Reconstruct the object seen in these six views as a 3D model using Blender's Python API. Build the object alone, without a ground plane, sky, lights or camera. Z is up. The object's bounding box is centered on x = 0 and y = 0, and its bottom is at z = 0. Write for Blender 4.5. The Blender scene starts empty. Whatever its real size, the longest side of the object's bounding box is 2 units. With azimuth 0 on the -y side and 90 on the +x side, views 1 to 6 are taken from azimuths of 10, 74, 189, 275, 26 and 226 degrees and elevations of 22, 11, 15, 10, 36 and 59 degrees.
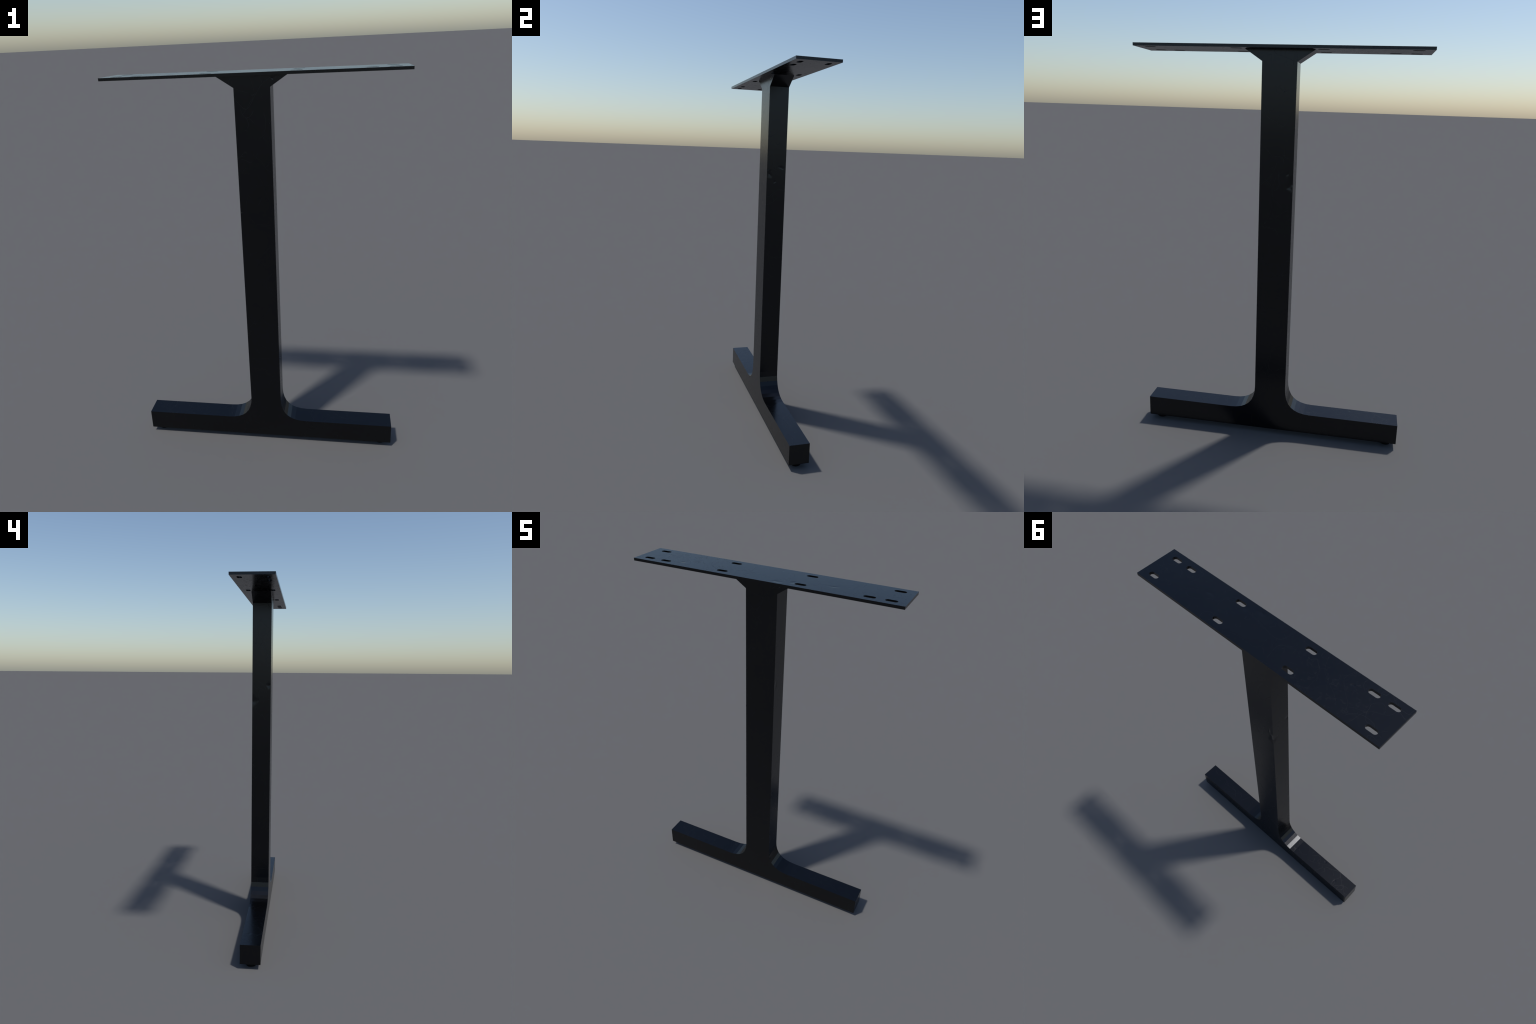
"""Black powder-coated steel T-leg for a bench or table: a slotted mounting
plate on a rectangular post with a flared head, standing on a foot bar that
sweeps into the post with two filleted arms, on two round glide pads."""
import bpy, bmesh, math
from mathutils import Vector

# ------------------------------------------------------------------ sizes (m)
PLATE_HALF_LENGTH, PLATE_HALF_WIDTH = 0.6852, 0.1098
PLATE_TOP, PLATE_UNDER = 2.0, 1.9866
POST_HALF_WIDTH, HALF_DEPTH = 0.0823, 0.0547
FLARE_HALF_WIDTH, FLARE_START = 0.1640, 1.9336
BAR_HALF_LENGTH, BAR_TOP, BAR_UNDER = 0.6852, 0.1373, 0.0278
FILLET_REACH, FILLET_FACETS = 0.1370, 8
SLOT_LENGTH, SLOT_WIDTH = 0.0555, 0.0248
SLOT_ROW = 0.0685
SLOTS = [(0.6160, -1), (0.5205, -1), (0.2010, -1),
         (-0.2010, -1), (-0.5205, -1), (-0.6160, -1),
         (0.6160, 1), (0.2010, 1), (-0.2010, 1), (-0.6160, 1)]
PAD_RADIUS, PAD_OFFSET = 0.0282, 0.6320


# ------------------------------------------------------------------ materials
class Graph:
    """Small helper for wiring shader nodes."""

    def __init__(self, name):
        self.material = bpy.data.materials.new(name)
        self.material.use_nodes = True
        self.tree = self.material.node_tree
        self.bsdf = self.tree.nodes["Principled BSDF"]

    def node(self, kind, **props):
        made = self.tree.nodes.new(kind)
        for key, value in props.items():
            setattr(made, key, value)
        return made

    def link(self, out, into):
        self.tree.links.new(out, into)

    def feed(self, value, socket):
        if isinstance(value, (int, float)):
            socket.default_value = value
        else:
            self.link(value, socket)

    def math(self, operation, a, b=0.0, clamp=False):
        made = self.node("ShaderNodeMath", operation=operation, use_clamp=clamp)
        self.feed(a, made.inputs[0])
        self.feed(b, made.inputs[1])
        return made.outputs[0]

    def ramp(self, value, low, high, out_low=0.0, out_high=1.0):
        made = self.node("ShaderNodeMapRange", interpolation_type="SMOOTHSTEP")
        self.feed(value, made.inputs["Value"])
        for key, number in (("From Min", low), ("From Max", high),
                            ("To Min", out_low), ("To Max", out_high)):
            made.inputs[key].default_value = number
        return made.outputs["Result"]

    def noise(self, coords, scale, detail=2.0, distortion=0.0, stretch=(1, 1, 1), shift=(0, 0, 0)):
        mapping = self.node("ShaderNodeMapping")
        mapping.inputs["Scale"].default_value = stretch
        mapping.inputs["Location"].default_value = shift
        self.link(coords, mapping.inputs["Vector"])
        made = self.node("ShaderNodeTexNoise")
        made.inputs["Scale"].default_value = scale
        made.inputs["Detail"].default_value = detail
        made.inputs["Distortion"].default_value = distortion
        self.link(mapping.outputs[0], made.inputs["Vector"])
        return made.outputs["Fac"]

    def hairline(self, coords, scale, width, keep, seed):
        """Thin wandering scratches: the level line of a noise field, broken up."""
        field = self.noise(coords, scale, 0.6, 0.15, (1, 1, 0.8), (seed, seed * 1.7, -seed))
        line = self.ramp(self.math("ABSOLUTE", self.math("SUBTRACT", field, 0.5)), 0.0, width, 1.0, 0.0)
        gaps = self.ramp(self.noise(coords, scale * 1.3, 1.0, 0.0, (1, 1, 1), (-seed, 3.1, seed)),
                         keep, keep + 0.06)
        return self.math("MULTIPLY", line, gaps)

    def dent(self, coords, centre, radius, depth, squash=(1, 1, 1)):
        away = self.node("ShaderNodeVectorMath", operation="SUBTRACT")
        self.link(coords, away.inputs[0])
        away.inputs[1].default_value = centre
        shaped = self.node("ShaderNodeVectorMath", operation="MULTIPLY")
        self.link(away.outputs[0], shaped.inputs[0])
        shaped.inputs[1].default_value = squash
        length = self.node("ShaderNodeVectorMath", operation="LENGTH")
        self.link(shaped.outputs[0], length.inputs[0])
        return self.ramp(length.outputs["Value"], 0.0, radius, -depth, 0.0)


def black_steel():
    g = Graph("black_coated_steel")
    coords = g.node("ShaderNodeTexCoord").outputs["Object"]

    cloud = g.noise(coords, 5.0, 4.0)
    grain = g.noise(coords, 240.0, 3.0)
    scratch = 0.0
    for scale, width, keep, seed in ((3.2, 0.0016, 0.45, 2.3), (4.1, 0.0019, 0.47, 7.9),
                                     (5.3, 0.0024, 0.48, 13.4), (6.4, 0.0028, 0.50, 21.7),
                                     (9.0, 0.0036, 0.54, 31.1), (14.0, 0.0050, 0.56, 44.6)):
        scratch = g.math("MAXIMUM", scratch, g.hairline(coords, scale, width, keep, seed))
    # scuffed patches where the finish is finely mottled
    patch = g.ramp(g.noise(coords, 3.0, 2.0, 0.0, (1, 1, 1), (4.2, 0.7, 1.9)), 0.48, 0.62)
    fleck = g.ramp(g.noise(coords, 42.0, 4.0, 1.2), 0.50, 0.72)
    rubbed = g.math("MULTIPLY", g.dent(coords, (-0.36, 0.0, PLATE_TOP), 0.34, 1.0), -1.6, clamp=True)
    patch = g.math("MAXIMUM", g.math("MULTIPLY", patch, 0.3), rubbed)
    scuff = g.math("MULTIPLY", patch, fleck)

    # base colour: nearly black with a faint cloudiness
    tint = g.node("ShaderNodeMix", data_type="RGBA")
    tint.inputs["A"].default_value = (0.0003, 0.0003, 0.0003, 1)
    tint.inputs["B"].default_value = (0.0007, 0.0007, 0.0007, 1)
    g.link(g.ramp(cloud, 0.35, 0.65), tint.inputs["Factor"])
    g.link(tint.outputs["Result"], g.bsdf.inputs["Base Color"])

    # gloss: satin, uneven, duller along the scratches
    rough = g.math("ADD", ROUGHNESS, g.math("MULTIPLY", g.math("SUBTRACT", cloud, 0.5), 0.05))
    rough = g.math("ADD", rough, g.math("MULTIPLY", scuff, 0.08))
    rough = g.math("ADD", rough, g.math("MULTIPLY", scratch, 0.10), clamp=True)
    g.link(rough, g.bsdf.inputs["Roughness"])
    g.bsdf.inputs["Metallic"].default_value = 0.0
    g.bsdf.inputs["Specular IOR Level"].default_value = SPECULAR
    g.bsdf.inputs["Specular Tint"].default_value = (0.87, 0.91, 1.0, 1)

    # fine relief: powder grain, slow waviness, scratches and a few dings
    height = g.math("MULTIPLY", grain, 0.000004)
    height = g.math("ADD", height, g.math("MULTIPLY", g.noise(coords, 60.0, 3.0, 0.6), 0.00002))
    height = g.math("ADD", height, g.math("MULTIPLY", scratch, -0.00002))
    dings = [((-0.075, HALF_DEPTH, 1.372), 0.028, 0.0026, (1, 0.7, 0.6)),
             ((-0.055, HALF_DEPTH, 1.425), 0.018, 0.0010, (1.6, 1, 0.6)),
             ((POST_HALF_WIDTH, -0.040, 1.460), 0.020, 0.0013, (1, 1, 0.8)),
             ((POST_HALF_WIDTH, 0.030, 1.500), 0.020, 0.0006, (1, 0.7, 1.3)),
             ((POST_HALF_WIDTH, -0.005, 1.414), 0.008, 0.0006, (1, 1, 1)),
             ((-POST_HALF_WIDTH, -0.045, 1.470), 0.017, 0.0016, (1, 1, 0.7)),
             ((-0.076, -HALF_DEPTH, 1.362), 0.013, 0.0012, (1, 1, 1)),
             ((0.095, -HALF_DEPTH, 1.971), 0.009, 0.0008, (1, 1, 1))]
    for level in (BAR_TOP, PLATE_TOP):        # the same knocks on bar and plate
        dings += [((-0.433, -0.041, level), 0.012, 0.0009, (1, 1, 1)),
                  ((-0.483, -0.011, level), 0.008, 0.0003, (1, 1, 1)),
                  ((-0.557, 0.020, level), 0.014, 0.0004, (1, 1, 1)),
                  ((-0.532, 0.016, level), 0.006, 0.0003, (1, 1, 1))]
    dings += [((0.095, -0.083, PLATE_TOP), 0.022, 0.0008, (0.7, 1.3, 1)),
              ((0.162, -0.060, PLATE_TOP), 0.020, 0.0007, (1, 1, 1)),
              ((0.340, -0.020, PLATE_TOP), 0.022, 0.0005, (0.6, 1.4, 1))]
    # the knocks are irregular: their coordinates wander with a noise
    wander = g.node("ShaderNodeTexNoise")
    wander.inputs["Scale"].default_value = 38.0
    wander.inputs["Detail"].default_value = 0.0
    g.link(coords, wander.inputs["Vector"])
    shift = g.node("ShaderNodeVectorMath", operation="MULTIPLY_ADD")
    g.link(wander.outputs["Color"], shift.inputs[0])
    shift.inputs[1].default_value = (0.024, 0.024, 0.024)
    g.link(coords, shift.inputs[2])
    centred = g.node("ShaderNodeVectorMath", operation="SUBTRACT")
    g.link(shift.outputs[0], centred.inputs[0])
    centred.inputs[1].default_value = (0.012, 0.012, 0.012)
    knocked = centred.outputs[0]
    for centre, radius, depth, squash in dings:
        height = g.math("ADD", height, g.dent(knocked, centre, radius, depth, squash))
    bump = g.node("ShaderNodeBump")
    bump.inputs["Strength"].default_value = 1.0
    bump.inputs["Distance"].default_value = 1.0
    g.link(height, bump.inputs["Height"])
    g.link(bump.outputs["Normal"], g.bsdf.inputs["Normal"])
    return g.material


def black_rubber():
    g = Graph("black_rubber")
    coords = g.node("ShaderNodeTexCoord").outputs["Object"]
    grain = g.noise(coords, 180.0, 2.0)
    g.bsdf.inputs["Base Color"].default_value = (0.0008, 0.0008, 0.0008, 1)
    g.link(g.ramp(grain, 0.3, 0.7, 0.6, 0.75), g.bsdf.inputs["Roughness"])
    g.bsdf.inputs["Specular IOR Level"].default_value = 0.2
    bump = g.node("ShaderNodeBump")
    bump.inputs["Distance"].default_value = 0.0002
    g.link(grain, bump.inputs["Height"])
    g.link(bump.outputs["Normal"], g.bsdf.inputs["Normal"])
    return g.material


ROUGHNESS, SPECULAR = 0.22, 0.46
STEEL, RUBBER = black_steel(), black_rubber()


# ------------------------------------------------------------------- building
def add_part(name, bm, material, parent):
    bmesh.ops.recalc_face_normals(bm, faces=bm.faces)
    mesh = bpy.data.meshes.new(name)
    bm.to_mesh(mesh)
    bm.free()
    mesh.materials.append(material)
    part = bpy.data.objects.new(name, mesh)
    bpy.context.collection.objects.link(part)
    part.parent = parent
    return part


def extrude_outline(outline, open_spans=()):
    """Prism from an x-z outline through the leg's depth; spans listed in
    open_spans stay open because the neighbouring part carries on there."""
    bm = bmesh.new()
    front = [bm.verts.new((x, -HALF_DEPTH, z)) for x, z in outline]
    back = [bm.verts.new((x, HALF_DEPTH, z)) for x, z in outline]
    count = len(outline)
    bm.faces.new(front)
    bm.faces.new(back[::-1])
    for i in range(count):
        if i not in open_spans:
            j = (i + 1) % count
            bm.faces.new((front[i], back[i], back[j], front[j]))
    return bm


def fillet(side):
    """Parabolic sweep from the bar's top up to the post's flank, in flat facets."""
    points = []
    for step in range(FILLET_FACETS + 1):
        t = step / FILLET_FACETS
        points.append((side * (POST_HALF_WIDTH + FILLET_REACH * (1 - t) ** 2),
                       BAR_TOP + FILLET_REACH * t ** 2))
    return points


leg = bpy.data.objects.new("table_leg", None)
bpy.context.collection.objects.link(leg)
leg["label"] = "black steel T-shaped table leg with slotted mounting plate"
leg["category"] = "table leg"

# foot bar with both swept arms, open where the post continues it
outline = [(-BAR_HALF_LENGTH, BAR_UNDER), (BAR_HALF_LENGTH, BAR_UNDER),
           (BAR_HALF_LENGTH, BAR_TOP)]
outline += fillet(1)
seam = len(outline) - 1
outline += fillet(-1)[::-1] + [(-BAR_HALF_LENGTH, BAR_TOP)]
add_part("foot_bar", extrude_outline(outline, {seam}), STEEL, leg)

# post between the fillets and the flare
post_foot = BAR_TOP + FILLET_REACH
add_part("post", extrude_outline([(-POST_HALF_WIDTH, post_foot), (POST_HALF_WIDTH, post_foot),
                                  (POST_HALF_WIDTH, FLARE_START), (-POST_HALF_WIDTH, FLARE_START)],
                                 {0, 2}), STEEL, leg)

# flared head welded under the plate
add_part("flared_head", extrude_outline([(-POST_HALF_WIDTH, FLARE_START), (POST_HALF_WIDTH, FLARE_START),
                                         (FLARE_HALF_WIDTH, PLATE_UNDER), (-FLARE_HALF_WIDTH, PLATE_UNDER)],
                                        {0, 2}), STEEL, leg)


def slot_outline(x, y):
    radius, reach = SLOT_WIDTH / 2, (SLOT_LENGTH - SLOT_WIDTH) / 2
    points = []
    for end in (1, -1):
        for step in range(13):
            turn = math.radians(-90 + 180 * step / 12)
            points.append((x + end * (reach + radius * math.cos(turn)),
                           y + end * radius * math.sin(turn)))
    return points


def mounting_plate():
    bm = bmesh.new()
    loops = [[(-PLATE_HALF_LENGTH, -PLATE_HALF_WIDTH), (PLATE_HALF_LENGTH, -PLATE_HALF_WIDTH),
              (PLATE_HALF_LENGTH, PLATE_HALF_WIDTH), (-PLATE_HALF_LENGTH, PLATE_HALF_WIDTH)]]
    loops += [slot_outline(x, row * SLOT_ROW) for x, row in SLOTS]
    edges, rings = [], []
    for loop in loops:
        ring = [bm.verts.new((x, y, PLATE_TOP)) for x, y in loop]
        rings.append(ring)
        edges += [bm.edges.new((ring[i], ring[(i + 1) % len(ring)])) for i in range(len(ring))]
    bmesh.ops.triangle_fill(bm, use_beauty=True, edges=edges, normal=(0, 0, 1))
    caps = list(bm.faces)
    below = {v: bm.verts.new((v.co.x, v.co.y, PLATE_UNDER)) for ring in rings for v in ring}
    for face in caps:
        bm.faces.new([below[v] for v in reversed(face.verts)])
    for ring in rings:
        for i, v in enumerate(ring):
            w = ring[(i + 1) % len(ring)]
            bm.faces.new((v, w, below[w], below[v]))
    return bm


add_part("mounting_plate", mounting_plate(), STEEL, leg)


def glide_pad():
    """Round pad with a softened lower rim and a short stem into the bar."""
    bm = bmesh.new()
    profile = [(0.0, 0.0), (PAD_RADIUS - 0.0015, 0.0), (PAD_RADIUS - 0.0004, 0.0005),
               (PAD_RADIUS, 0.0018), (PAD_RADIUS, BAR_UNDER + 0.004)]
    sides = 40
    rings = []
    for radius, z in profile[1:]:
        rings.append([bm.verts.new((radius * math.cos(math.tau * i / sides),
                                    radius * math.sin(math.tau * i / sides), z)) for i in range(sides)])
    bm.faces.new(rings[0][::-1])
    bm.faces.new(rings[-1])
    for low, high in zip(rings, rings[1:]):
        for i in range(sides):
            j = (i + 1) % sides
            bm.faces.new((low[i], low[j], high[j], high[i])).smooth = True
    return bm


pad = add_part("glide_pad", glide_pad(), RUBBER, leg)
pad.location.x = PAD_OFFSET
twin = pad.copy()
bpy.context.collection.objects.link(twin)
twin.location.x = -PAD_OFFSET
